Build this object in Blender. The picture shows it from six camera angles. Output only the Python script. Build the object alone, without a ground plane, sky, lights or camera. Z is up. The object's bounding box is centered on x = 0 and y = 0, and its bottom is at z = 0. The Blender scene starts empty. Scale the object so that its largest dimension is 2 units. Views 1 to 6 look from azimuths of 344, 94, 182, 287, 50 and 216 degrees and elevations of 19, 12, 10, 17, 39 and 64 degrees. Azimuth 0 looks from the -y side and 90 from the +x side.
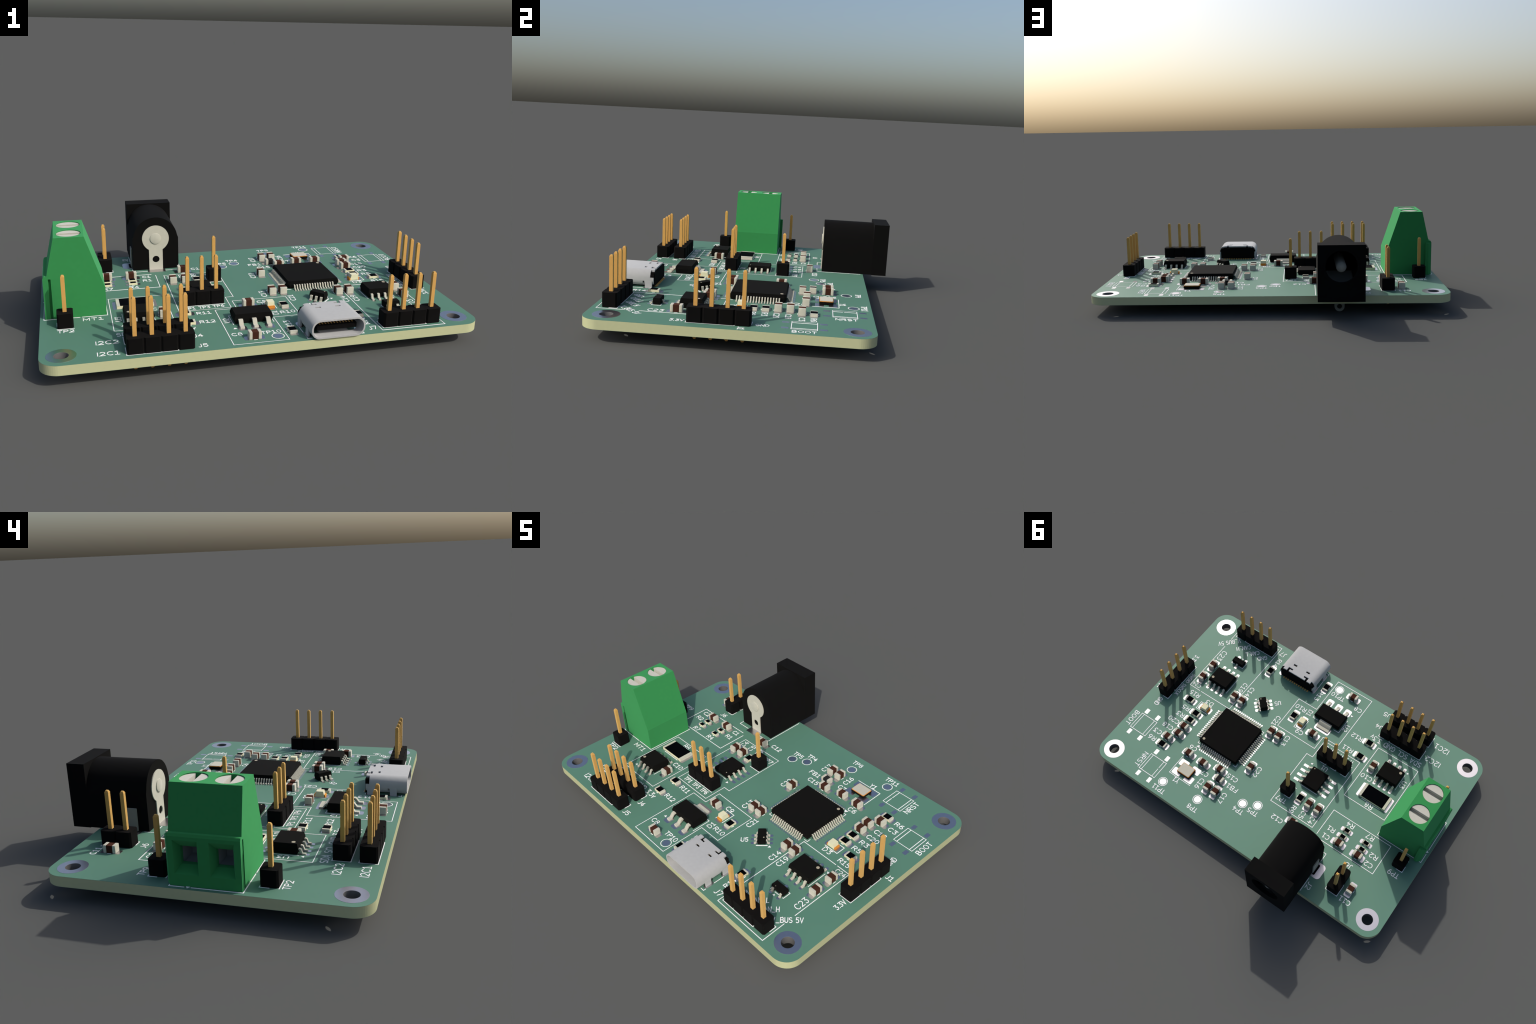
"""A small green circuit board with chips, pin headers, a screw terminal,
a barrel power jack and a USB-C socket.  All lengths below are millimetres on
the real board, measured from the board's upper face; K turns them into metres."""
import bpy, bmesh, math
from mathutils import Vector, Matrix

K = 1.0 / 35.5            # metres per millimetre
TOP = 0.1085              # height of the board's upper face
EDGE_X, EDGE_LOW, EDGE_HIGH, CORNER = 35.5, -25.44, 20.92, 3.0
THICK = 1.60

# ------------------------------------------------------------------ materials
def material(name, colour, rough=0.5, metal=0.0, spec=0.5, vary=0.04, scale=60.0, alpha_coat=0.0):
    m = bpy.data.materials.new(name)
    m.use_nodes = True
    nt = m.node_tree
    b = nt.nodes["Principled BSDF"]
    tc = nt.nodes.new("ShaderNodeTexCoord")
    nz = nt.nodes.new("ShaderNodeTexNoise")
    nz.inputs["Scale"].default_value = scale
    nz.inputs["Detail"].default_value = 3.0
    nt.links.new(tc.outputs["Object"], nz.inputs["Vector"])
    ramp = nt.nodes.new("ShaderNodeValToRGB")
    lo = [c * (1 - vary) for c in colour]
    hi = [min(1, c * (1 + vary)) for c in colour]
    ramp.color_ramp.elements[0].position = 0.3
    ramp.color_ramp.elements[1].position = 0.7
    ramp.color_ramp.elements[0].color = (*lo, 1)
    ramp.color_ramp.elements[1].color = (*hi, 1)
    nt.links.new(nz.outputs["Fac"], ramp.inputs["Fac"])
    nt.links.new(ramp.outputs["Color"], b.inputs["Base Color"])
    b.inputs["Roughness"].default_value = rough
    b.inputs["Metallic"].default_value = metal
    b.inputs["Specular IOR Level"].default_value = spec
    b.inputs["Coat Weight"].default_value = alpha_coat
    return m

# name, base colour (linear), roughness, specular level, metallic
PALETTE = {
    "MASK": ("solder_mask_green", (0.0770, 0.1840, 0.1290), 0.62, 0.45, 0.0),
    "FIBRE": ("glass_fibre_edge", (0.4350, 0.4550, 0.2620), 0.62, 0.4, 0.0),
    "INK": ("white_legend_ink", (0.80, 0.80, 0.80), 0.7, 0.1, 0.0),
    "PAD": ("tinned_pad", (0.6200, 0.6000, 0.6200), 0.32, 0.5, 1.0),
    "BARREL": ("plated_hole_wall", (0.1500, 0.1500, 0.1500), 0.5, 0.3, 0.3),
    "TIN": ("tin_terminal", (0.6869, 0.6765, 0.6017), 1.0, 0.0, 1.0),
    "BROWN": ("ceramic_brown", (0.1222, 0.0521, 0.0350), 1.0, 0.0, 1.0),
    "FERRITE": ("ferrite_grey", (0.0491, 0.0492, 0.0490), 1.0, 0.0, 1.0),
    "CREAM": ("alumina_cream", (0.8302, 0.8071, 0.6546), 1.0, 0.0, 1.0),
    "RESIST": ("resistor_black", (0.0044, 0.0050, 0.0070), 1.0, 0.0, 1.0),
    "CHIP": ("moulded_black", (0.0184, 0.0180, 0.0166), 1.0, 0.0, 1.0),
    "DOT": ("pin_one_dot", (0.5733, 0.5276, 0.4278), 1.0, 0.0, 1.0),
    "HOUSING": ("header_black", (0.0175, 0.0167, 0.0164), 1.0, 0.0, 1.0),
    "GOLD": ("gold_pin", (0.7399, 0.5295, 0.2100), 1.0, 0.0, 1.0),
    "GREEN": ("terminal_green", (0.0955, 0.4318, 0.1686), 1.0, 0.0, 1.0),
    "SCREW": ("screw_tin", (0.6792, 0.6670, 0.6113), 1.0, 0.0, 1.0),
    "CAGE": ("cage_steel", (0.62, 0.63, 0.62), 1.0, 0.0, 1.0),
    "JACK": ("jack_black", (0.0176, 0.0173, 0.0169), 1.0, 0.0, 1.0),
    "BLADE": ("jack_blade", (0.6651, 0.6579, 0.5947), 1.0, 0.0, 1.0),
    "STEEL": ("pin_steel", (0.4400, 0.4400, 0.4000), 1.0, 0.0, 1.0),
    "SHELL": ("usb_shell_steel", (0.5938, 0.5986, 0.5971), 1.0, 0.0, 1.0),
    "LENS": ("led_lens", (0.8018, 0.7892, 0.6343), 1.0, 0.0, 1.0),
    "LEDGOLD": ("led_contact", (0.7500, 0.4000, 0.0850), 1.0, 0.0, 1.0),
    "LID": ("crystal_lid", (0.6589, 0.6441, 0.5699), 1.0, 0.0, 1.0),
}
for key, (name, colour, rough, spec, metal) in PALETTE.items():
    globals()[key] = material(name, colour, rough, metal, spec, 0.015, 5.0 if key == "MASK" else 60.0)

# ------------------------------------------------------------------ helpers
ROOT = bpy.data.objects.new("circuit_board", None)
bpy.context.scene.collection.objects.link(ROOT)
ROOT["label"] = "green circuit board with chips, gold pin headers and connectors"
ROOT["category"] = "circuit board"
ROOT.empty_display_size = 0.1

def mesh_of(bm, name, mats, smooth=None):
    """Finish a millimetre bmesh into a mesh in metres."""
    bmesh.ops.recalc_face_normals(bm, faces=bm.faces[:])
    bmesh.ops.scale(bm, vec=(K, K, K), verts=bm.verts[:])
    me = bpy.data.meshes.new(name)
    bm.to_mesh(me)
    bm.free()
    for m in (mats if isinstance(mats, (list, tuple)) else [mats]):
        me.materials.append(m)
    if smooth:
        me.shade_smooth()
        me.set_sharp_from_angle(angle=math.radians(smooth))
    return me

def place(name, me, x=0.0, y=0.0, h=0.0, turn=0.0, parent=ROOT):
    o = bpy.data.objects.new(name, me)
    bpy.context.scene.collection.objects.link(o)
    o.parent = parent
    world = Matrix.Translation((x * K, y * K, TOP + h * K)) @ Matrix.Rotation(math.radians(turn), 4, "Z")
    WORLD[o.name] = world
    base = WORLD.get(parent.name, Matrix.Identity(4))
    o.matrix_local = base.inverted() @ world
    return o

WORLD = {}

def under(name, me, parent, lx=0.0, ly=0.0, lh=0.0, turn=0.0):
    """Place a sub-part in its parent's own frame."""
    o = bpy.data.objects.new(name, me)
    bpy.context.scene.collection.objects.link(o)
    o.parent = parent
    o.matrix_local = Matrix.Translation((lx * K, ly * K, lh * K)) @ Matrix.Rotation(math.radians(turn), 4, "Z")
    return o

def add_box(bm, x0, x1, y0, y1, z0, z1, bevel=0.0, segs=1, mat=0):
    r = bmesh.ops.create_cube(bm, size=1.0)
    vs = r["verts"]
    for v in vs:
        v.co = Vector(((x0 + x1) / 2 + v.co.x * (x1 - x0), (y0 + y1) / 2 + v.co.y * (y1 - y0), (z0 + z1) / 2 + v.co.z * (z1 - z0)))
    fs = list({f for v in vs for f in v.link_faces})
    for f in fs:
        f.material_index = mat
    if bevel:
        es = list({e for v in vs for e in v.link_edges})
        bmesh.ops.bevel(bm, geom=es, offset=bevel, segments=segs, affect="EDGES", profile=0.5)
    return vs

def add_prism(bm, pts, z0, z1, mat=0):
    """Extrude a plan outline between two heights."""
    lo = [bm.verts.new((x, y, z0)) for x, y in pts]
    hi = [bm.verts.new((x, y, z1)) for x, y in pts]
    n = len(pts)
    fs = [bm.faces.new(lo[::-1]), bm.faces.new(hi)]
    for i in range(n):
        fs.append(bm.faces.new((lo[i], lo[(i + 1) % n], hi[(i + 1) % n], hi[i])))
    for f in fs:
        f.material_index = mat
    return fs

def add_profile(bm, pts, y0, y1, axis="Y", mat=0):
    """Extrude a (horizontal, height) outline along one horizontal axis."""
    def co(a, z, t):
        return (a, t, z) if axis == "Y" else (t, a, z)
    lo = [bm.verts.new(co(a, z, y0)) for a, z in pts]
    hi = [bm.verts.new(co(a, z, y1)) for a, z in pts]
    n = len(pts)
    fs = [bm.faces.new(lo[::-1]), bm.faces.new(hi)]
    for i in range(n):
        fs.append(bm.faces.new((lo[i], lo[(i + 1) % n], hi[(i + 1) % n], hi[i])))
    for f in fs:
        f.material_index = mat
    return fs

def rounded(w, d, r, steps=5):
    r = min(r, w / 2 - 1e-4, d / 2 - 1e-4)
    pts = []
    for cx, cy, a0 in ((w / 2 - r, d / 2 - r, 0), (-w / 2 + r, d / 2 - r, 90), (-w / 2 + r, -d / 2 + r, 180), (w / 2 - r, -d / 2 + r, 270)):
        for i in range(steps + 1):
            a = math.radians(a0 + 90 * i / steps)
            pts.append((cx + r * math.cos(a), cy + r * math.sin(a)))
    return pts

def circle(cx, cy, r, n=32):
    return [(cx + r * math.cos(2 * math.pi * i / n), cy + r * math.sin(2 * math.pi * i / n)) for i in range(n)]

def sheet(bm, outer, holes, z0, z1):
    """A flat plate with holes."""
    loops = []
    edges = []
    for pts in [outer] + holes:
        vs = [bm.verts.new((x, y, z0)) for x, y in pts]
        loops.append(vs)
        edges += [bm.edges.new((vs[i], vs[(i + 1) % len(vs)])) for i in range(len(vs))]
    r = bmesh.ops.triangle_fill(bm, use_beauty=True, use_dissolve=False, edges=edges)
    faces = [g for g in r["geom"] if isinstance(g, bmesh.types.BMFace)]
    ex = bmesh.ops.extrude_face_region(bm, geom=faces)
    bmesh.ops.translate(bm, vec=(0, 0, z1 - z0), verts=[g for g in ex["geom"] if isinstance(g, bmesh.types.BMVert)])

def cut(body, cutters):
    """Boolean difference on plain meshes (metres), returns a new mesh."""
    a = bpy.data.objects.new("cut_body", body)
    bpy.context.scene.collection.objects.link(a)
    helpers = []
    for c in cutters:
        o = bpy.data.objects.new("cutter", c)
        bpy.context.scene.collection.objects.link(o)
        helpers.append(o)
        md = a.modifiers.new("cut", "BOOLEAN")
        md.operation, md.solver, md.object = "DIFFERENCE", "EXACT", o
    bpy.context.view_layer.update()
    out = bpy.data.meshes.new_from_object(a.evaluated_get(bpy.context.evaluated_depsgraph_get()))
    for o in helpers + [a]:
        bpy.data.objects.remove(o)
    return out

# ------------------------------------------------------------------ the bare board
HOLES = [(32.10, -21.87), (32.30, 17.85), (-32.32, -22.27), (-32.30, 17.62)]
HOLE_R, RING_R = 1.15, 2.22

def board_outline(inset=0.0):
    w, d = 2 * (EDGE_X - inset), EDGE_HIGH - EDGE_LOW - 2 * inset
    cy = (EDGE_HIGH + EDGE_LOW) / 2
    return [(x, y + cy) for x, y in rounded(w, d, CORNER - inset, 14)]

hole_loops = [circle(x, y, HOLE_R, 40) for x, y in HOLES]
bm = bmesh.new()
sheet(bm, board_outline(), hole_loops, -THICK + 0.025, -0.025)
BOARD = place("board_core", mesh_of(bm, "board_core", FIBRE))
for z0, z1 in ((-0.025, 0.0), (-THICK, -THICK + 0.025)):
    bm = bmesh.new()
    sheet(bm, board_outline(0.004), hole_loops, z0, z1)
    place("solder_mask", mesh_of(bm, "solder_mask", MASK), parent=BOARD)

bm = bmesh.new()
n = 40
for z0, z1, r0, r1 in ((-0.02, 0.02, HOLE_R - 0.03, RING_R), (-THICK - 0.02, -THICK + 0.02, HOLE_R - 0.03, RING_R)):
    rings = [[bm.verts.new((r * math.cos(2 * math.pi * i / n), r * math.sin(2 * math.pi * i / n), z)) for i in range(n)]
             for r, z in ((r0, z0), (r0, z1), (r1, z1), (r1, z0))]
    for a in range(4):
        for i in range(n):
            j = (i + 1) % n
            bm.faces.new((rings[a][i], rings[a][j], rings[(a + 1) % 4][j], rings[(a + 1) % 4][i]))
RING = mesh_of(bm, "mounting_ring", PAD, 30)
bm = bmesh.new()
rings = [[bm.verts.new((r * math.cos(2 * math.pi * i / n), r * math.sin(2 * math.pi * i / n), z)) for i in range(n)]
         for r, z in ((HOLE_R - 0.05, -THICK), (HOLE_R - 0.05, 0.0), (HOLE_R - 0.01, 0.0), (HOLE_R - 0.01, -THICK))]
for a in range(4):
    for i in range(n):
        j = (i + 1) % n
        bm.faces.new((rings[a][i], rings[a][j], rings[(a + 1) % 4][j], rings[(a + 1) % 4][i]))
SLEEVE = mesh_of(bm, "hole_sleeve", BARREL, 30)
for x, y in HOLES:
    ring = place("mounting_ring", RING, x, y, parent=BOARD)
    place("hole_sleeve", SLEEVE, x, y, parent=BOARD)

# ------------------------------------------------------------------ solder pads
PADS = {}
def pad(x, y, w, d, r=0.25, turn=0.0, h=0.018):
    key = (round(w, 3), round(d, 3), round(r, 3), h)
    if key not in PADS:
        b = bmesh.new()
        add_prism(b, rounded(w, d, r, 5), -0.01, h)
        PADS[key] = mesh_of(b, "solder_pad", PAD)
    return place("solder_pad", PADS[key], x, y, 0.0, turn, BOARD)

def turned(x, y, lx, ly, turn):
    c, s = math.cos(math.radians(turn)), math.sin(math.radians(turn))
    return x + lx * c - ly * s, y + lx * s + ly * c

# ------------------------------------------------------------------ printed legend
INK_STEP = [0]
def ribbon(bm, pts, width, closed=False, z=0.03):
    """A mitred flat stroke with softened ends and a little thickness."""
    INK_STEP[0] = (INK_STEP[0] + 1) % 12
    z1 = z + 0.0012 * INK_STEP[0]
    P = [Vector((x, y)) for x, y in pts]
    m = len(P)
    hw = width / 2
    left, right = [], []
    for i in range(m):
        a = P[i] - P[i - 1] if (i > 0 or closed) else P[1] - P[0]
        b = P[(i + 1) % m] - P[i] if (i < m - 1 or closed) else a
        if i == 0 and not closed:
            a = b
        a, b = a.normalized(), b.normalized()
        na, nb = Vector((-a.y, a.x)), Vector((-b.y, b.x))
        t = na + nb
        t = na if t.length < 1e-6 else t.normalized()
        k = hw / max(0.35, t.dot(na))
        left.append(P[i] + t * k)
        right.append(P[i] - t * k)
    if closed:
        quads = [(left[i], left[(i + 1) % m], right[(i + 1) % m], right[i]) for i in range(m)]
        for q in quads:
            hi = [bm.verts.new((*p, z1)) for p in q]
            bm.faces.new(hi)
        return
    d0, d1 = (P[0] - P[1]).normalized(), (P[-1] - P[-2]).normalized()
    outline = left[:]
    e = P[-1] + d1 * hw
    nn = (left[-1] - P[-1])
    outline += [e + nn * 0.45, e - nn * 0.45]
    outline += right[::-1]
    s = P[0] + d0 * hw
    nn = (left[0] - P[0])
    outline += [s - nn * 0.45, s + nn * 0.45]
    # strip faces between matching sides, plus the two ends, plus a thin skirt
    hl = [bm.verts.new((*p, z1)) for p in left]
    hr = [bm.verts.new((*p, z1)) for p in right]
    for i in range(m - 1):
        bm.faces.new((hl[i], hr[i], hr[i + 1], hl[i + 1]))
    e1, e2 = bm.verts.new((*outline[m], z1)), bm.verts.new((*outline[m + 1], z1))
    bm.faces.new((hl[-1], hr[-1], e2, e1))
    s1, s2 = bm.verts.new((*outline[-2], z1)), bm.verts.new((*outline[-1], z1))
    bm.faces.new((hr[0], hl[0], s2, s1))
    rim = hl + [e1, e2] + hr[::-1] + [s1, s2]
    lo = [bm.verts.new((v.co.x, v.co.y, -0.01)) for v in rim]
    for i in range(len(rim)):
        j = (i + 1) % len(rim)
        bm.faces.new((rim[i], rim[j], lo[j], lo[i]))

def arc(cx, cy, rx, ry, a, b, n=9):
    return [(cx + rx * math.cos(math.radians(a + (b - a) * i / n)), cy + ry * math.sin(math.radians(a + (b - a) * i / n))) for i in range(n + 1)]

def loop(cx, cy, rx, ry, n):
    p = arc(cx, cy, rx, ry, 0, 360, n)
    return p[:-1] + [p[0]]

BOWL = [(0, .5)] + [(.36, .5)] + arc(.38, .75, .24, .25, -90, 90, 7) + [(0, 1)]
GLYPHS = {
    "A": [[(0, 0), (.36, 1), (.72, 0)], [(.12, .3), (.6, .3)]],
    "B": [[(0, 0), (0, 1)], [(0, 1), (.36, 1)] + arc(.36, .76, .23, .24, 90, -90, 6) + [(0, .52)], [(.3, .52), (.36, .52)] + arc(.38, .26, .27, .26, 90, -90, 6) + [(0, 0)]],
    "C": [arc(.38, .5, .38, .5, 48, 312, 14)],
    "D": [[(0, 0), (0, 1), (.26, 1)] + arc(.26, .5, .4, .5, 90, -90, 9) + [(0, 0)]],
    "F": [[(0, 0), (0, 1), (.56, 1)], [(0, .52), (.42, .52)]],
    "G": [arc(.38, .5, .38, .5, 50, 335, 14) + [(.7, .46), (.42, .46)]],
    "H": [[(0, 0), (0, 1)], [(.66, 0), (.66, 1)], [(0, .52), (.66, .52)]],
    "I": [[(.06, 0), (.06, 1)]],
    "J": [[(.42, 1), (.42, .28)] + arc(.2, .26, .22, .26, 0, -130, 6)],
    "K": [[(0, 0), (0, 1)], [(.62, 1), (.04, .42)], [(.2, .58), (.64, 0)]],
    "L": [[(0, 1), (0, 0), (.52, 0)]],
    "M": [[(0, 0), (0, 1), (.38, .32), (.76, 1), (.76, 0)]],
    "N": [[(0, 0), (0, 1), (.66, 0), (.66, 1)]],
    "O": [loop(.38, .5, .38, .5, 18)],
    "P": [[(0, 0), (0, 1)], BOWL],
    "R": [[(0, 0), (0, 1)], BOWL, [(.3, .5), (.64, 0)]],
    "S": [arc(.32, .755, .29, .245, 40, 255, 9) + arc(.33, .25, .3, .26, 80, -140, 9)],
    "T": [[(0, 1), (.62, 1)], [(.31, .98), (.31, 0)]],
    "U": [[(0, 1), (0, .3)] + arc(.32, .3, .32, .3, 180, 360, 8) + [(.64, 1)]],
    "V": [[(0, 1), (.34, 0), (.68, 1)]],
    "W": [[(0, 1), (.22, 0), (.44, .72), (.66, 0), (.88, 1)]],
    "Y": [[(0, 1), (.33, .5), (.66, 1)], [(.33, .48), (.33, 0)]],
    "v": [[(0, .66), (.25, 0), (.5, .66)]],
    "_": [[(0, -.1), (.66, -.1)]],
    ".": [[(.05, .0), (.07, .05)]],
    "0": [loop(.3, .5, .3, .5, 16)],
    "1": [[(.02, .8), (.28, 1), (.28, 0)], [(.02, 0), (.54, 0)]],
    "2": [arc(.3, .7, .29, .3, 155, -30, 9) + [(.02, 0), (.6, 0)]],
    "3": [[(.02, 1), (.58, 1), (.26, .62)] + arc(.3, .3, .29, .31, 80, -145, 9)],
    "4": [[(.42, 1), (.02, .34), (.62, .34)], [(.46, .64), (.46, 0)]],
    "5": [[(.54, 1), (.08, 1), (.05, .58)] + arc(.29, .31, .3, .32, 110, -140, 9)],
    "6": [[(.5, 1), (.26, .92), (.09, .68)] + arc(.31, .31, .29, .31, 175, 360, 9), arc(.31, .31, .29, .31, 0, 172, 9)],
    "7": [[(0, 1), (.6, 1), (.2, 0)]],
    "8": [loop(.3, .77, .24, .23, 12), loop(.3, .27, .3, .27, 14)],
    "9": [[(.1, 0), (.34, .08), (.5, .32)] + arc(.29, .69, .29, .31, -5, 180, 9), arc(.29, .69, .29, .31, 180, 352, 9)],
}

def printed_label(text, x, y, width, turn=0.0, height=0.95, stroke=0.15):
    runs, pen = [], 0.0
    for ch in text:
        if ch == " ":
            pen += 0.55
            continue
        g = GLYPHS[ch]
        w = max(px for s in g for px, _ in s)
        runs += [[(px + pen, py) for px, py in s] for s in g]
        pen += w + 0.27
    pen -= 0.27
    fit = (width - stroke) / pen
    b = bmesh.new()
    for s in runs:
        pts = [((px - pen / 2) * fit, (py - 0.5) * height) for px, py in s]
        if pts[0] == pts[-1]:
            ribbon(b, pts[:-1], stroke, closed=True)
        else:
            ribbon(b, pts, stroke)
    return place("printed_label", mesh_of(b, "printed_label", INK), x, y, 0.0, turn, BOARD)

def printed_lines(paths, width=0.12, name="printed_outline"):
    b = bmesh.new()
    for p in paths:
        p = list(p)
        if len(p) > 2 and p[0] == p[-1]:
            ribbon(b, p[:-1], width, closed=True)
        else:
            ribbon(b, p, width)
    return place(name, mesh_of(b, name, INK), parent=BOARD)

def printed_triangle(x, y, size=0.45, turn=0.0):
    b = bmesh.new()
    add_prism(b, [(-size, -size * .75), (size, -size * .75), (0, size * .75)], -0.01, 0.04)
    return place("printed_arrow", mesh_of(b, "printed_arrow", INK), x, y, 0, turn, BOARD)

# grouping frames around the circuit sections
printed_lines([[(17.81, -24.48), (18.0, -4.48), (25.93, -4.46)], [(26.35, -4.46), (29.10, -4.48), (29.06, -17.35)],
               [(29.05, -19.78), (29.05, -24.5), (17.81, -24.5)]])
printed_lines([[(-14.28, -15.41), (-24.15, -15.43), (-24.14, -1.80), (-14.28, -1.82), (-14.28, -15.41)]])
printed_lines([[(-12.9, -10.03), (-3.87, -10.03), (-3.85, -5.31), (-2.39, -5.29), (-2.43, 8.13), (-12.92, 8.11), (-12.9, -10.03)]])
printed_lines([[(-6.88, -24.5), (-6.86, -10.68), (-3.05, -10.66), (-3.05, -7.25), (6.79, -7.3), (6.82, -15.62), (2.06, -15.65), (2.05, -24.5), (-6.88, -24.5)]])
printed_lines([[(-14.43, 8.65), (-14.43, 2.26), (-28.23, 2.26), (-28.26, 9.31), (-15.2, 9.32)]])
printed_lines([[(18.99, 10.65), (19.0, 15.29), (13.45, 15.28)]])
# screw terminal, power jack and usb socket outlines
printed_lines([[(-28.8, -8.68), (-24.68, -8.68), (-24.68, 1.70), (-34.88, 1.70), (-34.88, -0.45)], [(-34.88, -1.5), (-34.88, -8.68), (-29.17, -8.68)]])
printed_triangle(-34.9, -0.98, 0.3, 90)
printed_lines([[(-18.42, 20.4), (-18.42, 17.3)], [(-18.42, 13.0), (-18.42, 11.2), (-15.7, 11.2)], [(-12.1, 11.2), (-9.08, 11.2), (-9.08, 20.4)]])
USB_X = 9.66
for s in (1, -1):
    printed_lines([[(USB_X + s * 4.71, -22.48), (USB_X + s * 4.71, -20.45)], [(USB_X + s * 4.76, -24.42), (USB_X + s * 4.76, -24.87), (USB_X + s * 4.05, -24.87)]])

# two unpopulated push-button footprints
for cx, cy, broken in ((30.99, 9.58, False), (22.84, 16.18, True)):
    x0, x1, y0, y1 = cx - 2.09, cx + 2.09, cy - 2.05, cy + 2.05
    lines = [[(x0, y0), (x1, y0), (x1, y1), (x0, y1), (x0, y0)], [(x1 - .58, y0 + .1), (x1 - .58, y1 - .1)]]
    lines += [[(x0 + .7, y0 + .1), (x0 + .7, cy - .35)], [(x0 + .7, cy - .05), (x0 + .7, y1 - .1)]] if broken else [[(x0 + .7, y0 + .1), (x0 + .7, y1 - .1)]]
    printed_lines(lines)
    for sx in (1, -1):
        for sy in (1, -1):
            pad(cx + sx * 1.5, cy + sy * 3.04, 0.78, 1.18, 0.06)

# round test pads
for x, y in ((18.69, 17.82), (10.17, 16.82), (1.92, 12.10), (-0.92, 10.67), (0.66, -22.84)):
    pad(x, y, 1.5, 1.5, 0.75)
    printed_lines([circle(x, y, 0.97, 36) + [circle(x, y, 0.97, 36)[0]]], 0.13, "printed_ring")

LABELS = [
    # text, x, y, printed width, turn
    ("BOOT", 34.16, 9.62, 3.85, 90), ("NRST", 25.88, 16.36, 3.7, 90),
    ("R6", 27.37, 10.99, 1.85, 0), ("C3", 27.39, 9.06, 1.85, 0), ("C18", 26.4, 6.80, 2.6, 0), ("C20", 26.31, 4.83, 2.7, 0),
    ("R3", 26.0, 2.85, 1.85, 0), ("R5", 26.02, 0.85, 1.85, 0), ("R15", 26.67, -3.14, 2.5, 0), ("C24", 27.87, -5.32, 2.1, 0),
    ("D3", 22.51, -3.10, 1.85, 0), ("C6", 18.44, 7.88, 1.8, 0), ("C7", 12.6, 11.26, 1.65, 0), ("Y1", 16.66, 15.97, 1.45, 0),
    ("TP11", 18.38, 19.67, 3.1, 0), ("TP8", 9.86, 19.0, 2.45, 0), ("TP5", -0.92, 12.45, 2.45, 0), ("TP4", 1.81, 13.9, 2.45, 0),
    ("C16", 12.09, 13.69, 2.5, 90), ("C17", 6.17, 13.6, 2.5, 90), ("FB1", 5.86, 10.57, 2.65, 0), ("C15", 7.2, 8.68, 2.6, 0),
    ("C22", 3.75, 4.5, 2.6, 90), ("C21", 7.74, -8.05, 2.55, 90), ("C13", 3.19, -5.2, 2.6, 90), ("C14", 16.86, -10.65, 2.6, 90),
    ("C19", 18.84, -10.68, 2.6, 90), ("U5", 10.04, -11.92, 1.4, 45), ("R10", 5.1, -13.91, 2.65, 0), ("D1", 2.8, -13.94, 1.6, 90),
    ("C9", 1.94, -8.68, 1.8, 0), ("C8", -5.5, -20.85, 1.8, 0), ("TP10", -0.02, -21.16, 3.3, 0), ("U2", -5.94, -15.35, 1.75, 90),
    ("R13", 3.61, -18.85, 2.65, 90), ("R14", 16.32, -20.6, 2.4, 90), ("J7", 16.57, -23.3, 1.6, 0), ("C23", 27.99, -14.88, 2.7, 90),
    ("V_BUS 5V", 28.86, -18.88, 5.3, 45), ("CAN_H", 25.2, -19.48, 3.35, 45), ("CAN_L", 22.62, -19.4, 3.3, 45), ("GND", 20.0, -19.71, 2.3, 45),
    ("3.3V", 32.58, -10.45, 2.35, 90), ("SWDIO", 30.08, -5.78, 2.75, 90), ("SWDCLK", 30.12, -2.2, 3.4, 90), ("GND", 32.2, 3.02, 2.2, 90),
    ("J1", 34.46, -0.12, 1.45, 0), ("TP1", -10.93, -9.0, 2.0, 0), ("TP3", -8.38, -8.95, 2.0, 0), ("TP6", -5.87, -8.9, 2.0, 0),
    ("U1", -7.45, -4.5, 1.45, 0), ("TP7", -4.09, 6.64, 2.4, 0), ("R9", -7.31, 7.13, 1.75, 90), ("C5", -9.66, 7.0, 1.75, 90),
    ("C4", -11.87, 6.95, 1.75, 90), ("C12", -5.91, 10.74, 2.6, 0), ("R4", -19.08, 3.15, 1.75, 0), ("R1", -16.3, 6.18, 1.7, 0),
    ("C1", -16.27, 8.13, 1.6, 0), ("R7", -23.77, 3.07, 1.75, 0), ("R2", -26.49, 6.14, 1.8, 0), ("C2", -26.54, 8.17, 1.8, 0),
    ("TP9", -31.61, 6.9, 2.45, 0), ("J6", -23.5, 10.66, 1.6, 0), ("C11", -26.69, 17.1, 2.5, 0), ("J2", -19.32, 18.63, 1.6, 90),
    ("R8", -19.82, -2.63, 1.75, 0), ("C10", -15.89, -7.92, 2.6, 0), ("U3", -23.14, -10.9, 1.75, 90), ("R11", -8.95, -11.34, 2.5, 0),
    ("R12", -9.05, -14.94, 2.65, 0), ("J5", -11.5, -23.5, 1.6, 0), ("J4", -11.6, -19.95, 1.6, 0), ("SDA SCL GND 3.3v", -17.67, -16.92, 12.6, 0),
    ("I2C2", -25.54, -19.26, 3.55, 0), ("I2C1", -25.59, -23.05, 3.4, 0), ("MT1", -27.1, -9.85, 3.3, 0), ("TP2", -31.5, -13.78, 2.6, 0),
]
TALL = {"BOOT": 1.0, "NRST": 1.0, "C23": 1.15, "I2C1": 1.15, "I2C2": 1.15, "C24": 0.85, "SWDIO": 0.8, "SWDCLK": 0.8, "SDA SCL GND 3.3v": 1.1, "J7": 1.1,
        "CAN_H": 1.0, "CAN_L": 1.0, "V_BUS 5V": 1.0, "TP1": 0.9, "TP3": 0.9, "TP6": 0.9}
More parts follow.
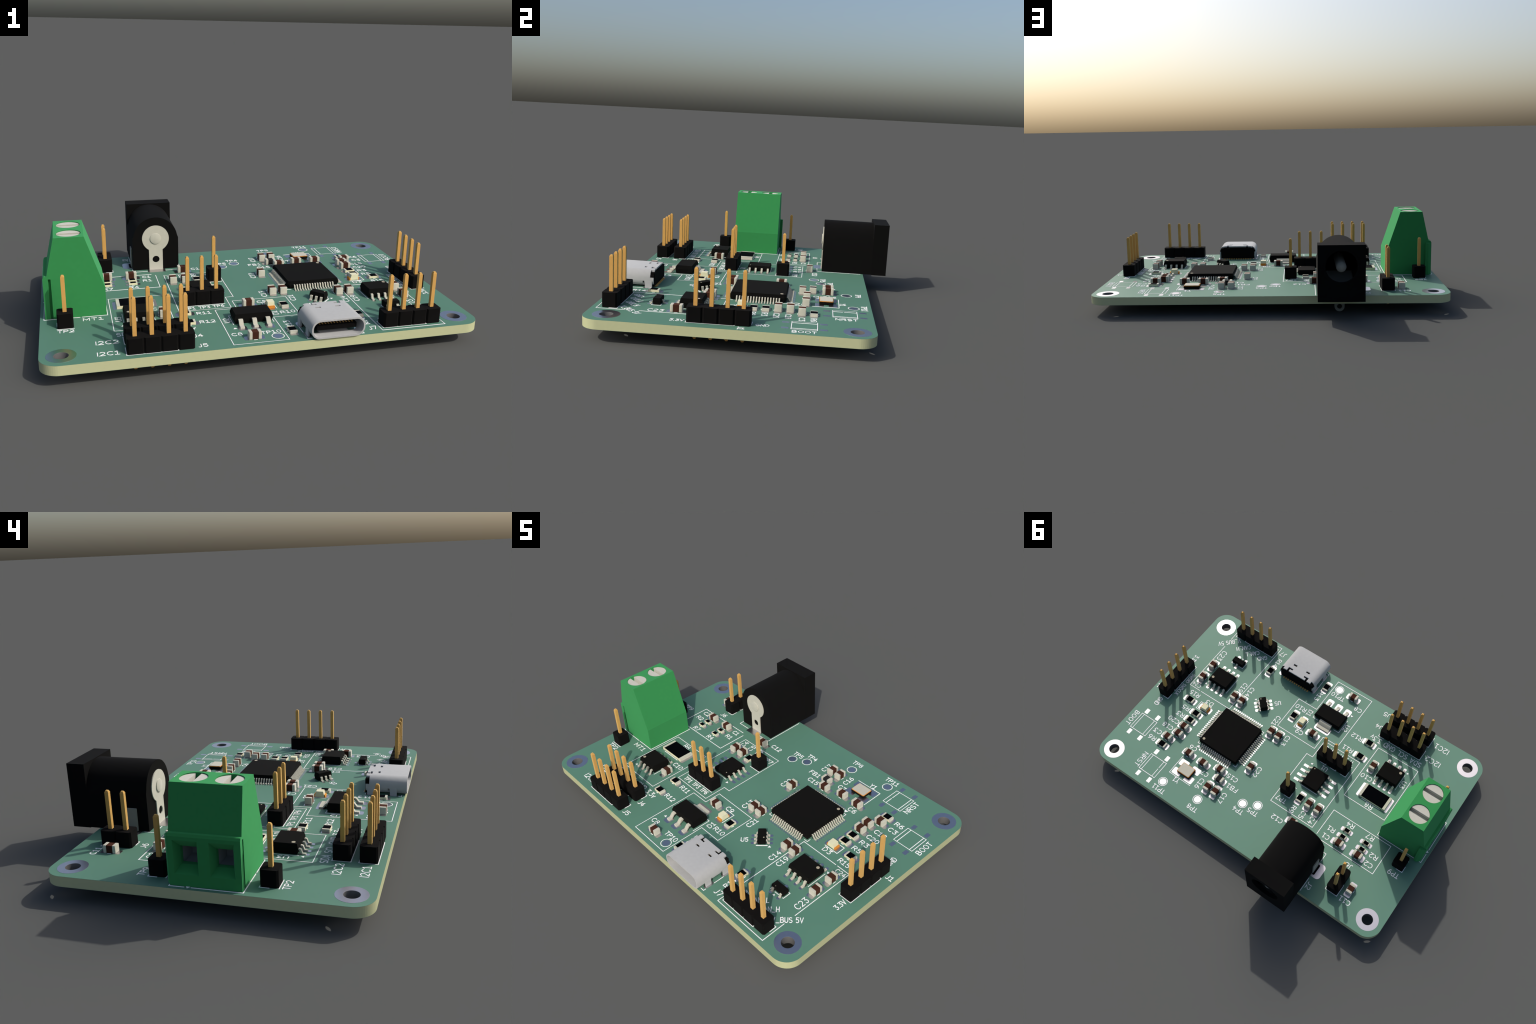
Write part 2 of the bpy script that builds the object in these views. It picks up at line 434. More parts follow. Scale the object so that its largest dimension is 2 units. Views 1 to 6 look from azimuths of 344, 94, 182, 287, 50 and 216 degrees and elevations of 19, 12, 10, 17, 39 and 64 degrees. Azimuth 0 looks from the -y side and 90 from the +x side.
for text, x, y, w, turn in LABELS:
    printed_label(text, x, y, w, turn, TALL.get(text, 0.95), 0.135 if text not in ("C24", "SWDIO", "SWDCLK") else 0.11)

# ------------------------------------------------------------------ chip capacitors, resistors
def chip_meshes(name, L, W, H, T, body_mat, flat=False):
    """Body and its two end terminals for a surface-mount chip part."""
    b = bmesh.new()
    if flat:
        add_box(b, -L / 2 + .04, L / 2 - .04, -W / 2, W / 2, 0.04, H - .04, 0.01)
    else:
        add_box(b, -L / 2 + T - .02, L / 2 - T + .02, -W / 2 + .025, W / 2 - .025, 0.045, H - .025, 0.03)
    body = mesh_of(b, name, body_mat, 40)
    b = bmesh.new()
    for s in (-1, 1):
        x0, x1 = sorted((s * (L / 2 - T), s * L / 2))
        add_box(b, x0, x1, -W / 2 if not flat else -W / 2 - .008, W / 2 if not flat else W / 2 + .008, 0.02, H, 0.055 if not flat else 0.035, 2)
    ends = mesh_of(b, "end_terminal", TIN, 50)
    film = None
    if flat:
        b = bmesh.new()
        add_box(b, -L / 2 + T * .95, L / 2 - T * .95, -W / 2 + .025, W / 2 - .025, H - .06, H + .012, 0.008)
        film = mesh_of(b, "resistive_film", RESIST, 40)
    return body, ends, film

def side_terminals(name, L, W, H, T):
    """For flat resistors the terminals wrap only top, end and underside."""
    b = bmesh.new()
    for s in (-1, 1):
        x0, x1 = sorted((s * (L / 2 - T), s * L / 2))
        add_box(b, x0, x1, -W / 2, W / 2, H - .05, H, 0.02)
        x0, x1 = sorted((s * (L / 2 - .05), s * (L / 2 + .005)))
        add_box(b, x0, x1, -W / 2 + .004, W / 2 - .004, 0.02, H - .015, 0.015)
        x0, x1 = sorted((s * (L / 2 - T), s * (L / 2 + .002)))
        add_box(b, x0, x1, -W / 2 + .003, W / 2 - .003, 0.012, .06, 0.01)
    return mesh_of(b, name, TIN, 40)

CAP = chip_meshes("capacitor", 2.0, 1.25, 1.25, 0.5, BROWN)
BEAD = chip_meshes("ferrite_bead", 2.0, 1.25, 1.05, 0.5, FERRITE)
def resistor_set(L, W, H, T):
    b, _, f = chip_meshes("resistor", L, W, H, T, CREAM, True)
    return b, side_terminals("end_terminal", L, W, H, T), f
RES_M, RES_S, RES_L = resistor_set(2.0, 1.25, 0.5, 0.37), resistor_set(1.6, 0.8, 0.45, 0.3), resistor_set(6.3, 3.2, 0.6, 0.6)

def chip_part(name, kit, x, y, turn, pitch, pw, pd, tick):
    body, ends, film = kit
    o = place(name, body, x, y, 0, turn)
    under("end_terminal", ends, o)
    if film:
        under("resistive_film", film, o)
    for s in (-1, 1):
        px, py = turned(x, y, s * pitch, 0, turn)
        pad(px, py, pw, pd, 0.25, turn)
    tx, ty = tick
    if tx:
        printed_lines([[turned(x, y, -tx, s * ty, turn), turned(x, y, tx, s * ty, turn)] for s in (-1, 1)])
    return o

CAPS = [(27.86, -11.43, 90), (27.86, -7.62, 90), (24.50, 9.0, 0), (23.13, 7.0, 0), (23.17, 4.95, 0), (18.23, 9.5, 0), (14.3, 9.56, 0),
        (10.36, 8.7, 0), (10.04, 13.41, 90), (8.04, 13.39, 90), (18.83, -7.57, 90), (16.76, -7.55, 90), (6.88, -5.06, 90),
        (4.89, -5.02, 90), (-0.82, -9.83, 0), (5.43, 4.48, 90), (-9.5, 4.34, 90), (-11.74, 4.31, 90), (-9.0, 9.62, 0),
        (-15.74, -10.78, 90), (-3.13, -22.66, 0), (-19.18, 7.95, 0), (-23.74, 7.95, 0), (-26.45, 14.6, 90)]
for x, y, t in CAPS:
    chip_part("capacitor", CAP, x, y, t, 1.03, 1.2, 1.4, (0.26, 0.74))
chip_part("ferrite_bead", BEAD, 9.14, 10.6, 0, 1.03, 1.2, 1.4, (0.26, 0.74))
for x, y, t in ((26.53, -1.31, 0), (23.23, 0.79, 0), (23.23, 2.83, 0), (24.49, 11.0, 0), (16.31, -17.89, 90), (3.38, -21.6, 90),
                (5.2, -11.32, 90), (-7.22, 4.17, 90), (-12.15, -11.26, 0), (-12.11, -15.12, 0)):
    chip_part("resistor", RES_M, x, y, t, 1.0, 1.18, 1.4, (0.23, 0.74))
for x, y, t in ((-19.14, 4.63, 0), (-19.14, 6.22, 0), (-23.78, 4.68, 0), (-23.77, 6.26, 0)):
    chip_part("resistor", RES_S, x, y, t, 0.87, 0.95, 0.95, (0.24, 0.53))
chip_part("resistor", RES_L, -19.87, -5.05, 0, 3.05, 1.4, 3.4, (2.2, 1.78))

# ------------------------------------------------------------------ light-emitting diodes
b = bmesh.new()
add_box(b, -1.0, 1.0, -.625, .625, .03, .42, .01)
add_profile(b, [(-.78, .40), (.78, .40), (.62, 1.08), (-.62, 1.08)], -.61, .61)
LED = mesh_of(b, "led", LENS)
b = bmesh.new()
for s in (-1, 1):
    x0, x1 = sorted((s * .80, s * 1.02))
    add_box(b, x0, x1, -.63, .63, .02, .47, .02)
LED_ENDS = mesh_of(b, "led_contact", LEDGOLD)
for x, y, t in ((22.37, -1.42, 180), (2.78, -11.0, 270)):
    o = place("led", LED, x, y, 0, t)
    under("led_contact", LED_ENDS, o)
    for s in (-1, 1):
        px, py = turned(x, y, s * 1.0, 0, t)
        pad(px, py, 1.15, 1.4, 0.25, t)
    printed_lines([[turned(x, y, a, c, t) for a, c in ((1.1, -.95), (-1.85, -.95), (-1.85, .95), (1.1, .95))]])

# ------------------------------------------------------------------ quartz crystal
b = bmesh.new()
add_box(b, -1.6, 1.6, -1.25, 1.25, .08, .62, .12, 2)
o = place("crystal", mesh_of(b, "crystal", CHIP, 40), 16.12, 13.06)
b = bmesh.new()
add_prism(b, rounded(3.16, 2.46, .22), .60, .68)
under("seal_ring", mesh_of(b, "seal_ring", LEDGOLD), o)
b = bmesh.new()
add_prism(b, rounded(2.96, 2.26, .18), .66, .76)
under("crystal_lid", mesh_of(b, "crystal_lid", LID), o)
for sx in (-1, 1):
    for sy in (-1, 1):
        pad(16.12 + sx * 1.6, 13.06 + sy * 1.2, 2.05, 1.55, 0.25)

# ------------------------------------------------------------------ moulded chips with gull-wing leads
def lead_mesh(name, r0, r1, h, foot, w, t, mat=TIN):
    """A lead that leaves the body at radius r0 and height h and ends at radius r1 on the pad."""
    knee, heel = r0 + (r1 - r0) * 0.24, r1 - foot
    mid = [(r0 - .12, h), (knee - .03, h), (knee + .04, h - .04), (heel - .05, t * .5 + .07), (heel + .04, t * .5 + .03), (r1, t * .5 + .02)]
    up, lo = [], []
    for i, (r, z) in enumerate(mid):
        a = Vector(mid[max(i - 1, 0)])
        c = Vector(mid[min(i + 1, len(mid) - 1)])
        d = (c - a).normalized()
        nrm = Vector((-d.y, d.x)) * t / 2
        up.append((r + nrm.x, z + nrm.y))
        lo.append((r - nrm.x, z - nrm.y))
    bb = bmesh.new()
    add_profile(bb, up + lo[::-1], -w / 2, w / 2)
    return mesh_of(bb, name, mat, 30)

def chip_body(name, L, W, z0, z1, draft, chamfer=0.0, dot=None):
    """Moulded package: a parting line in the middle and drafted sides above and below."""
    zm = (z0 + z1) / 2 + .05
    small = (.35, .03, .35, .03) if chamfer else (.02,) * 4
    def plan(inset):
        a, c = L / 2 - inset, W / 2 - inset
        k, l, m, n = small
        return [(a, c - k), (a - k, c), (-a + l, c), (-a, c - l), (-a, -c + m), (-a + m, -c), (a - n, -c), (a, -c + n)]
    b = bmesh.new()
    rings = [[b.verts.new((x, y, z)) for x, y in plan(i)] for z, i in ((z0, draft), (zm - .06, 0), (zm + .06, 0), (z1 - .02, draft), (z1, draft + .03))]
    for r in range(4):
        for i in range(8):
            j = (i + 1) % 8
            b.faces.new((rings[r][i], rings[r][j], rings[r + 1][j], rings[r + 1][i]))
    b.faces.new(rings[0][::-1])
    b.faces.new(rings[-1])
    me = mesh_of(b, name, CHIP)
    d = None
    if dot:
        b = bmesh.new()
        add_prism(b, circle(dot[0], dot[1], dot[2], 20), z1 - .05, z1 + .006)
        d = mesh_of(b, "pin_one_dot", DOT)
    return me, d

def chip(name, kit, x, y, turn, rows, lead, pads):
    """rows: list of (side angle, along positions); pads: (radius, length, width)."""
    me, d = kit
    o = place(name, me, x, y, 0, turn)
    if d:
        under("pin_one_dot", d, o)
    for ang, spots in rows:
        for a in spots:
            lx, ly = turned(0, 0, 0, a, ang)
            under("lead", lead, o, lx, ly, 0, ang)
            if pads:
                px, py = turned(0, 0, pads[0], a, ang)
                gx, gy = turned(x, y, px, py, turn)
                pad(gx, gy, pads[1], pads[2], pads[3], turn + ang)
    return o

def spread(n, pitch):
    return [(i - (n - 1) / 2) * pitch for i in range(n)]

# microcontroller, 64 leads
MCU = chip_body("microcontroller", 10.0, 10.0, .10, 1.45, .18, .75, (4.1, 4.1, .30))
chip("microcontroller", MCU, 13.3, 1.06, 0, [(a, spread(16, .5)) for a in (0, 90, 180, 270)],
     lead_mesh("lead", 4.95, 6.05, .78, .45, .23, .15), (5.72, 1.5, .28, .08))
cx, cy = 13.3, 1.06
printed_lines([[(cx + sx * 4.4, cy + sy * 5.13), (cx + sx * 5.12, cy + sy * 5.13), (cx + sx * 5.12, cy + sy * 4.4)] for sx in (1, -1) for sy in (1, -1)])
printed_triangle(17.75, 6.78, .42, 180)

# two 8-lead drivers with leads facing front and back
SO_LEAD = lead_mesh("lead", 1.95, 3.0, .82, .5, .41, .19)
SO_A = chip_body("driver_chip", 4.9, 3.9, .10, 1.74, .16, 0, (1.75, 1.1, .30))
SO_B = chip_body("driver_chip", 4.9, 3.9, .10, 1.74, .16, 0, (-1.72, -1.15, .30))
for kit, x, y, tx, ty, tt in ((SO_A, 23.6, -9.43, 26.33, -6.87, 180), (SO_B, -19.82, -10.97, -22.58, -13.62, 0)):
    chip("driver_chip", kit, x, y, 0, [(90, spread(4, 1.27)), (270, spread(4, 1.27))], SO_LEAD, (2.70, 1.6, .62, .2))
    printed_lines([[(x + s * 2.55, y - 2.05), (x + s * 2.55, y + 2.05)] for s in (1, -1)])
    printed_triangle(tx, ty, .3, tt)
# a flatter 8-lead sensor chip with leads left and right
SENS = chip_body("sensor_chip", 3.9, 4.75, .08, 1.15, .12, 0, (1.35, -1.85, .12))
chip("sensor_chip", SENS, -7.45, -.95, 0, [(0, spread(4, 1.27)), (180, spread(4, 1.27))],
     lead_mesh("lead", 1.93, 2.95, .62, .5, .38, .17), (3.1, 1.9, .55, .03))
printed_lines([[(-5.5, 1.5), (-9.5, 1.5)], [(-5.6, -3.45), (-9.5, -3.45)]])
printed_triangle(-4.75, -3.85, .3, 30)
# voltage regulator with tab
REG = chip_body("voltage_regulator", 6.5, 3.55, .08, 1.7, .2)
x, y = -1.78, -15.45
o = chip("voltage_regulator", REG, x, y, 0, [(270, spread(3, 2.3))], lead_mesh("lead", 1.75, 3.5, .86, .75, .72, .26), (3.35, 1.7, 1.5, .35))
under("heat_tab", lead_mesh("heat_tab", 1.75, 3.5, .86, .75, 3.0, .26), o, 0, 0, 0, 90)
pad(x, y + 3.15, 3.7, 1.75, .35)
printed_lines([[(x - 2.1, y + 1.93), (x - 3.4, y + 1.93), (x - 3.4, y - 1.7)], [(x + 2.1, y + 1.93), (x + 3.4, y + 1.93), (x + 3.4, y - 1.9)]])
printed_triangle(-5.28, -18.6, .3, 0)
# three-lead protection diode
ESD = chip_body("protection_diode", 2.9, 1.35, .06, 1.15, .08, 0, (-.55, -.5, .06))
chip("protection_diode", ESD, 23.5, -15.48, 0, [(270, [-.95, .95]), (90, [0.0])], lead_mesh("lead", .66, 1.2, .55, .25, .4, .13), (1.12, 1.1, .62, .2))
printed_lines([[(23.1, -16.3), (23.95, -16.3)], [(24.3, -14.72), (25.1, -14.72), (25.1, -16.28), (24.95, -16.28)], [(22.03, -16.4), (22.03, -14.76), (23.1, -14.76)]])
printed_triangle(23.43, -16.85, .25, 0)
# six-lead chip set at 45 degrees
SIX = chip_body("interface_chip", 1.6, 2.9, .08, 1.5, .1, 0, (.42, -.95, .14))
chip("interface_chip", SIX, 12.26, -9.58, 45, [(0, spread(3, .95)), (180, spread(3, .95))],
     lead_mesh("lead", .78, 1.45, .75, .32, .42, .15), (1.4, 1.2, .6, .15))
printed_lines([[turned(12.26, -9.58, -.95, -1.56, 45), turned(12.26, -9.58, 1.0, -1.56, 45)]], .2)
printed_triangle(14.54, -9.84, .3, 45)

# ------------------------------------------------------------------ pin headers
PIN_TOP, PIN_END, PITCH = 8.64, -2.95, 2.535
b = bmesh.new()
pts = [(.305, .305), (-.305, .305), (-.305, -.305), (.305, -.305)]
rings = []
for z, k in ((PIN_END, .55), (PIN_END + .28, 1), (PIN_TOP - .28, 1), (PIN_TOP, .55)):
    rings.append([b.verts.new((x * k, y * k, z)) for x, y in pts])
for r in range(3):
    for i in range(4):
        b.faces.new((rings[r][i], rings[r][(i + 1) % 4], rings[r + 1][(i + 1) % 4], rings[r + 1][i]))
b.faces.new(rings[0][::-1])
b.faces.new(rings[-1])
PIN = mesh_of(b, "header_pin", GOLD)

BLOCKS = {}
def block_mesh(n):
    if n not in BLOCKS:
        p, hw, c = PITCH, 1.27, .26
        up, dn = [], []
        for i in range(n):
            x0, x1 = -p / 2 + i * p, p / 2 + i * p
            up += [(x0, hw - c), (x0 + c, hw), (x1 - c, hw)]
            dn += [(x0, -hw + c), (x0 + c, -hw), (x1 - c, -hw)]
        up.append((-p / 2 + n * p, hw - c))
        dn.append((-p / 2 + n * p, -hw + c))
        b = bmesh.new()
        add_prism(b, dn + up[::-1], 0.02, 2.52)
        BLOCKS[n] = mesh_of(b, "header_block", HOUSING)
    return BLOCKS[n]

def header(x, y, n, turn, silk_side=1):
    """n pins starting at (x, y) and running along the turned local x axis; pin one first."""
    o = place("pin_header", block_mesh(n), x, y, 0, turn)
    for i in range(n):
        under("header_pin", PIN, o, i * PITCH, 0, 0)
        px, py = turned(x, y, i * PITCH, 0, turn)
        pad(px, py, 1.7, 1.7, .05 if i == 0 else .85, turn)
        ring = PADS[(1.7, 1.7, .05 if i == 0 else .85, .018)]
        place("solder_pad", ring, px, py, -THICK - .008, turn, BOARD)
    k, e, s = 1.34, (n - 1) * PITCH + 1.34, silk_side
    lines = [[(-k, 0), (-k, s * k), (0, s * k)]]
    if n > 1:
        lines.append([(1.27, k), (e, k), (e, -k), (1.27, -k), (1.27, k)])
    else:
        lines.append([(k, -k), (k, k)])
    printed_lines([[turned(x, y, a, c, turn) for a, c in l] for l in lines])

header(32.2, 0.0, 4, 270, -1)
header(27.25, -22.5, 4, 180, -1)
header(-14.06, -19.27, 4, 180, -1)
header(-14.06, -23.06, 4, 180, -1)
header(-23.57, 13.36, 2, 90, -1)
for x, y in ((-5.86, -6.72), (-8.38, -6.72), (-10.9, -6.72), (-3.99, 4.14), (-31.53, 4.34), (-31.5, -11.55)):
    header(x, y, 1, 270, -1)

# ------------------------------------------------------------------ screw terminal
FY, BY = -8.53, 1.57
b = bmesh.new()
add_profile(b, [(-34.62, .02), (-34.62, 7.05), (-34.42, 7.42), (-33.98, 7.46), (-32.55, 13.8), (-27.8, 13.8), (-24.82, 4.8), (-24.82, .02)], FY, BY)
body = mesh_of(b, "terminal_body", GREEN)
cutters = []
for yc in (-0.87, -5.93):
    b = bmesh.new()
    w0, h0, w1, h1, zc, zi = 1.76, 2.48, 1.18, 1.30, 4.12, 3.95
    x0, x1, x2 = -34.7, -33.35, -32.0
    rings = [[b.verts.new((x, yc + sy * w, z + sz * h)) for sy, sz in ((-1, -1), (1, -1), (1, 1), (-1, 1))] for x, w, h, z in ((x0, w0, h0, zc), (x1, w1, h1, zi), (x2, w1, h1, zi))]
    for r in range(2):
        for i in range(4):
            b.faces.new((rings[r][i], rings[r][(i + 1) % 4], rings[r + 1][(i + 1) % 4], rings[r + 1][i]))
    b.faces.new(rings[0][::-1])
    b.faces.new(rings[-1])
    cutters.append(mesh_of(b, "opening", GREEN))
for yc in (-0.87, -5.93):
    b = bmesh.new()
    add_box(b, -32.55, -28.4, yc - 1.6, yc + 1.6, 2.0, 6.2)
    cutters.append(mesh_of(b, "chamber", GREEN))
SCREWS = [(-30.17, -6.04), (-30.17, -0.98)]
for sx, sy in SCREWS:
    b = bmesh.new()
    add_prism(b, circle(sx, sy, 1.98, 48), 12.4, 15)
    cutters.append(mesh_of(b, "well", GREEN))
b = bmesh.new()
add_box(b, -33.8, -33.36, FY - 1, FY + .5, -1, 6.95)
cutters.append(mesh_of(b, "groove", GREEN))
TERMINAL = place("screw_terminal", cut(body, cutters))
b = bmesh.new()
add_prism(b, [(-33.35, BY - .05), (-33.35, BY + .55), (-33.9, BY + .6), (-34.58, BY + .08), (-34.58, BY - .05)], .05, 7.0)
under("side_tongue", mesh_of(b, "side_tongue", GREEN), TERMINAL)
b = bmesh.new()
add_prism(b, circle(0, 0, 1.93, 48), -1.0, 0)
disc = mesh_of(b, "screw", SCREW, 30)
b = bmesh.new()
add_box(b, -3, 3, -.43, .43, -.85, 1)
screw_me = cut(disc, [mesh_of(b, "slot", SCREW)])
for sx, sy in SCREWS:
    under("clamp_screw", screw_me, TERMINAL, sx, sy, 13.66)
for yc in (-0.87, -5.93):
    b = bmesh.new()
    w, lo, hi, t = 1.55, 2.05, 6.15, .1
    add_box(b, -32.5, -28.5, yc - w, yc - w + t, lo, hi)
    add_box(b, -32.5, -28.5, yc + w - t, yc + w, lo, hi)
    add_box(b, -32.5, -28.5, yc - w + t, yc + w - t, lo, lo + t)
    add_box(b, -32.5, -28.5, yc - w + t, yc + w - t, hi - t, hi)
    add_box(b, -28.7, -28.5, yc - w + t, yc + w - t, lo + t, hi - t)
    under("wire_clamp", mesh_of(b, "wire_clamp", CAGE), TERMINAL)
    b = bmesh.new()
    add_box(b, -29.7, -28.7, yc - .4, yc + .4, -3.8, .1, .1)
    under("terminal_leg", mesh_of(b, "terminal_leg", TIN), TERMINAL)

# ------------------------------------------------------------------ barrel power jack
JX, Y0, Y1, Y2 = -13.83, 12.2, 22.65, 25.76
b = bmesh.new()
arch = [(-4.45, .02), (4.45, .02), (4.45, 6.34)] + arc(0, 6.28, 4.28, 4.28, 9, 171, 40) + [(-4.45, 6.34)]
add_profile(b, [(JX + x, z) for x, z in arch], Y0, Y1)
me = mesh_of(b, "power_jack", JACK, 35)
POWER = place("power_jack", me)
b = bmesh.new()
add_box(b, JX - 4.45, JX + 4.45, Y1 + .002, Y2, -.06, 10.72)
flange = mesh_of(b, "jack_flange", JACK)
def along_y(bm_, cx, cz, r, y0, y1, nn=40):
    add_profile(bm_, circle(cx, cz, r, nn), y0, y1)
b = bmesh.new()
along_y(b, JX, 6.62, 3.02, Y1 - 1, Y2 + 1, 48)
hole = mesh_of(b, "bore", JACK)
b = bmesh.new()
along_y(b, JX, 6.4, 3.7, Y1 - 1, Y2 - .7, 48)
chamber = mesh_of(b, "chamber", JACK)
b = bmesh.new()
add_box(b, JX - 2.7, JX + 2.7, Y1 - 1, Y2 - .7, 1.3, 6.0)
FLANGE = under("jack_flange", cut(flange, [hole, chamber, mesh_of(b, "spring_bay", JACK)]), POWER)
b = bmesh.new()
along_y(b, JX, 6.4, 3.55, Y0 + 1.6, Y1 + 1, 48)
hole = mesh_of(b, "bore", JACK)
b = bmesh.new()
add_box(b, JX - 2.7, JX + 2.7, Y0 + 1.9, Y1 + 1, 1.3, 6.0)
POWER.data = cut(me, [hole, mesh_of(b, "spring_bay", JACK)])
POWER.data.shade_smooth()
POWER.data.set_sharp_from_angle(angle=math.radians(35))
# centre contact with rounded tip
b = bmesh.new()
prof = [(.98, Y0 + 1.4), (.98, Y2 - 1.6)] + [(.98 * math.cos(math.radians(a)), Y2 - 1.6 + .98 * math.sin(math.radians(a))) for a in (20, 40, 60, 78)]
rings = [[b.verts.new((JX + r * math.cos(2 * math.pi * i / 24), yy, 6.3 + r * math.sin(2 * math.pi * i / 24))) for i in range(24)] for r, yy in prof]
for k in range(len(rings) - 1):
    for i in range(24):
        b.faces.new((rings[k][i], rings[k][(i + 1) % 24], rings[k + 1][(i + 1) % 24], rings[k + 1][i]))
b.faces.new(rings[-1])
b.faces.new(rings[0])
under("centre_contact", mesh_of(b, "centre_contact", STEEL, 40), POWER)
b = bmesh.new()
add_profile(b, [(15.2, 3.75), (16.0, 3.95), (24.6, 1.75), (24.6, 1.6), (15.2, 3.6)], JX - 2.5, JX + 2.5, "X")
under("contact_spring", mesh_of(b, "contact_spring", STEEL), POWER)
# rear blade: round head, straight stem with a hole
b = bmesh.new()
half = math.degrees(math.asin(1.33 / 2.6))
outline = [(JX + 2.6 * math.sin(math.radians(a)), 6.36 - 2.6 * math.cos(math.radians(a))) for a in [half + (360 - 2 * half) * i / 40 for i in range(41)]]
outline += [(JX - 1.33, -3.0), (JX + 1.33, -3.0)]
add_profile(b, outline, Y0 - .16, Y0 + .02)
blade = mesh_of(b, "rear_blade", BLADE)
b = bmesh.new()
along_y(b, JX, 2.12, .68, Y0 - 1, Y0 + 1, 28)
RB = under("rear_blade", cut(blade, [mesh_of(b, "eye", BLADE)]), POWER)
b2 = bmesh.new()
rings = [[b2.verts.new((JX + r * math.cos(2 * math.pi * i / 32), yy, 6.36 + r * math.sin(2 * math.pi * i / 32))) for i in range(32)]
         for r, yy in ((1.06, Y0 - .1), (1.06, Y0 - .30), (1.0, Y0 - .34))]
for k in range(2):
    for i in range(32):
        b2.faces.new((rings[k][i], rings[k][(i + 1) % 32], rings[k + 1][(i + 1) % 32], rings[k + 1][i]))
b2.faces.new(rings[-1])
under("rivet_head", mesh_of(b2, "rivet_head", BLADE, 40), POWER)
# side blade and lower eyelet leg
b = bmesh.new()
add_box(b, JX - 4.66, JX - 4.43, 14.05, 16.05, -2.6, 3.85, .03)
under("side_blade", mesh_of(b, "side_blade", STEEL), POWER)
b = bmesh.new()
add_profile(b, [(JX + x, z) for x, z in [(1.0, 0.0), (-1.0, 0.0)] + arc(0, -2.85, 1.0, 1.0, 180, 360, 16)], 17.9, 18.1)
leg = mesh_of(b, "eyelet_leg", STEEL)
b = bmesh.new()
along_y(b, JX, -2.85, .5, 17, 19, 24)
under("eyelet_leg", cut(leg, [mesh_of(b, "eye", STEEL)]), POWER)
pad(-18.5, 15.08, 3.3, 3.3, .75)
pad(JX, 12.15, 3.4, 3.4, .06)
b = bmesh.new()
add_prism(b, rounded(.55, 2.45, .27), 0.0, .024)  # black patch laid on the side pad in place of a slot opening; nothing is cut
place("slot_dark_patch", mesh_of(b, "slot_dark_patch", RESIST), -18.62, 15.08, 0, 0, BOARD)

# ------------------------------------------------------------------ usb-c socket
UY0, UY1, UZ = -25.76, -18.62, 1.70
def stadium(w, hgt, r, steps=10):
    return rounded(w, hgt, r, steps)
b = bmesh.new()
outer, inner = stadium(8.94, 3.2, 1.45), stadium(8.94 - .56, 3.2 - .56, 1.2)
rings = []
for pts, ys in ((outer, (UY1, UY0 + .06)), ([(x * .995, z * .985) for x, z in outer], (UY0,)), (inner, (UY0, UY1))):
    for yy in ys:
        rings.append([b.verts.new((x, yy, UZ + z)) for x, z in pts])
m = len(outer)
for k in range(len(rings)):
    nx = rings[(k + 1) % len(rings)]
    for i in range(m):
        j = (i + 1) % m
        b.faces.new((rings[k][i], rings[k][j], nx[j], nx[i]))
shell = mesh_of(b, "usb_socket", SHELL)
cutters = []
def cutter(x0, x1, y0, y1, z0, z1):
    b_ = bmesh.new()
    add_box(b_, x0, x1, y0, y1, z0, z1)
    cutters.append(mesh_of(b_, "notch", SHELL))
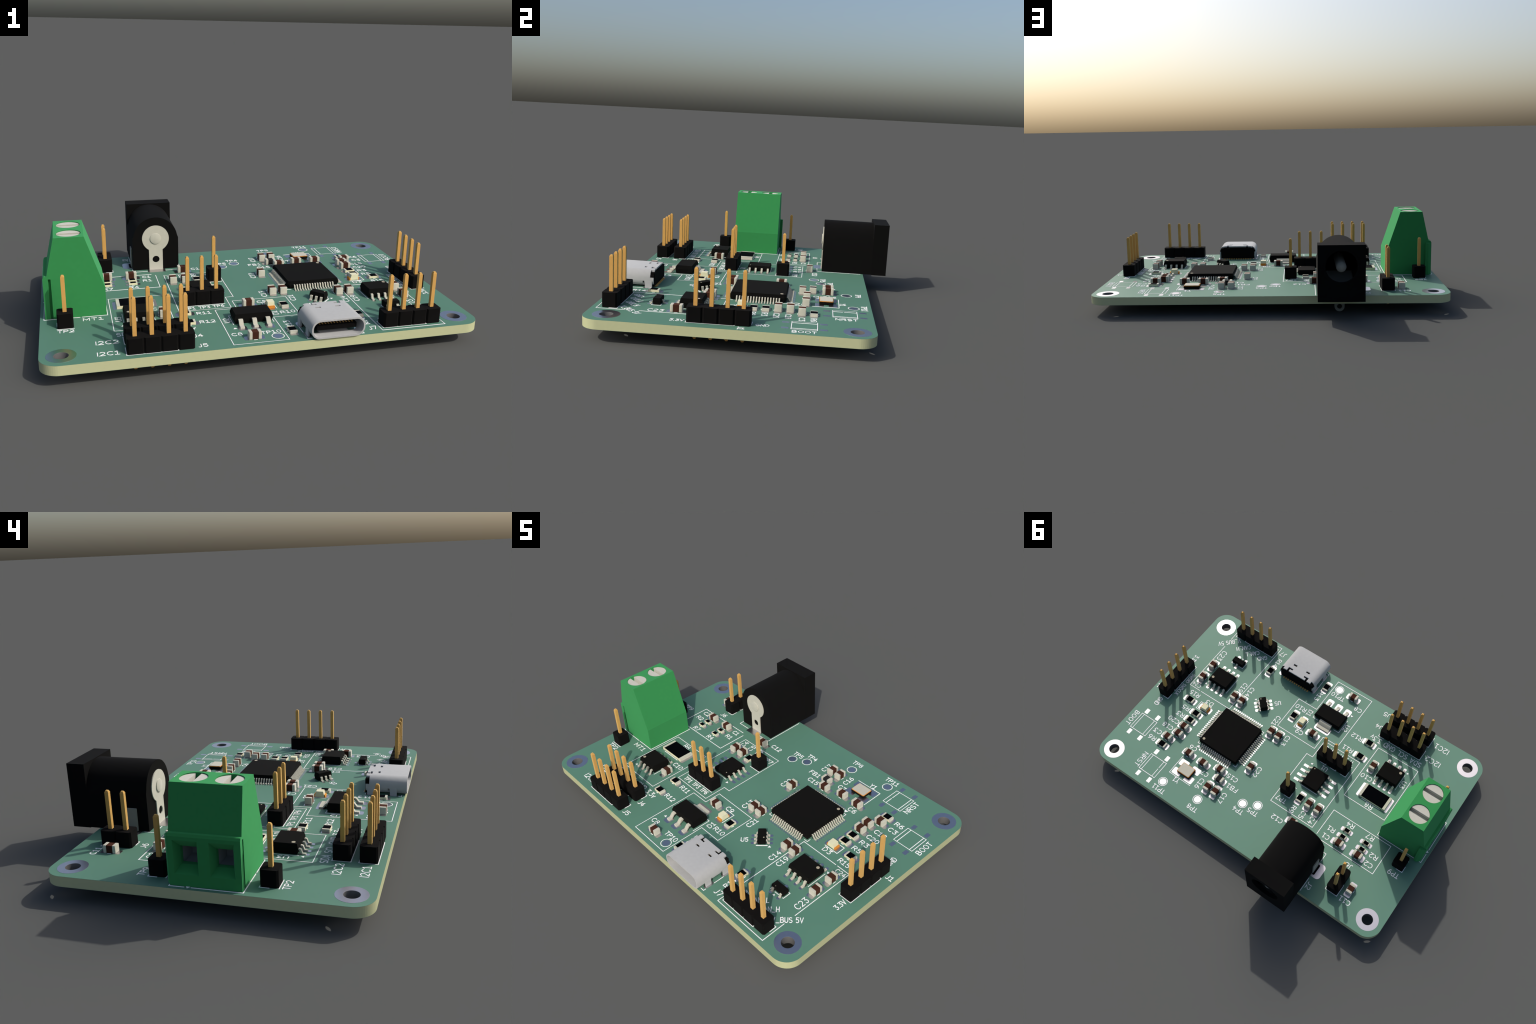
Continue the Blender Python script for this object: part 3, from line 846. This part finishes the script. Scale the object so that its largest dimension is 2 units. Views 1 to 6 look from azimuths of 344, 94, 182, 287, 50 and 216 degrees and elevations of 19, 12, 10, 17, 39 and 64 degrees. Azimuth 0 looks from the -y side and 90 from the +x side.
for s in (1, -1):
    cutter(*sorted((s * 1.25, s * 2.15)), -20.9, -20.48, 2.6, 4)        # small windows in the roof
    cutter(*sorted((s * 1.5, s * 2.65)), -19.55, -19.15, 2.6, 4)        # hooked cuts at the rear edge
    cutter(*sorted((s * 2.15, s * 2.65)), -19.3, -18.0, 2.6, 4)
    cutter(*sorted((s * 3.6, s * 6)), -19.25, -18.0, 1.9, 4)           # rear shoulders removed
    cutter(*sorted((s * 4.0, s * 6)), -22.7, -20.4, -1, .75)           # open lower flanks
    cutter(*sorted((s * 4.0, s * 6)), -24.9, -24.15, -1, .75)
    cutter(*sorted((s * 4.0, s * 6)), -22.75, -22.45, .5, 1.25)
    cutter(*sorted((s * 4.0, s * 6)), -20.65, -20.35, .5, 1.25)
cutter(-3.2, 3.2, -20.6, -18, -1, .6)
for s in (1, -1):
    cutter(*sorted((s * 2.4, s * 3.9)), -23.9, -20.0, -1, .6)          # floor windows
USB = place("usb_socket", cut(shell, cutters), USB_X, 0)
USB.data.shade_smooth()
USB.data.set_sharp_from_angle(angle=math.radians(38))
for s in (1, -1):
    for yc, w in ((-23.45, 1.15), (-19.55, 1.3)):
        b = bmesh.new()
        add_box(b, s * 4.33 - .15, s * 4.33 + .15, yc - w / 2, yc + w / 2, -1.1, 1.3, .02)
        under("shell_leg", mesh_of(b, "shell_leg", SHELL), USB)
        pad(USB_X + s * 4.33, yc, 1.0, w + .8, .5)
b = bmesh.new()
add_profile(b, [(x, UZ + z) for x, z in stadium(8.3, 2.6, 1.15)], -20.0, -18.98)
add_box(b, -4.12, 4.12, -19.5, -18.5, .22, 2.78, .08)
under("socket_insulator", mesh_of(b, "socket_insulator", HOUSING), USB)
b = bmesh.new()
for s in (1, -1):
    add_profile(b, [(s * 3.5, 2.76), (s * 4.0, 2.62), (s * 4.35, 2.2), (s * 4.4, 1.95), (s * 4.0, 1.9), (s * 3.4, 2.5)], -19.3, -18.6)
under("insulator_shoulder", mesh_of(b, "insulator_shoulder", HOUSING), USB)
b = bmesh.new()
add_box(b, -3.35, 3.35, -24.9, -19.5, 1.2, 2.08, .12, 2)
under("socket_tongue", mesh_of(b, "socket_tongue", HOUSING), USB)
b = bmesh.new()
add_box(b, -.1, .1, -24.5, -20, 2.07, 2.11)
CONTACT = mesh_of(b, "tongue_contact", GOLD)
b = bmesh.new()
add_box(b, -.15, .15, -18.75, -18.22, .03, .2, .02)
TAIL = mesh_of(b, "contact_tail", GOLD)
for i in range(12):
    under("tongue_contact", CONTACT, USB, -2.75 + .5 * i)
    wide = -3.2 + 6.4 * i / 11
    under("contact_tail", TAIL, USB, wide)
    pad(USB_X + wide, -18.6, .3, .9, .05)
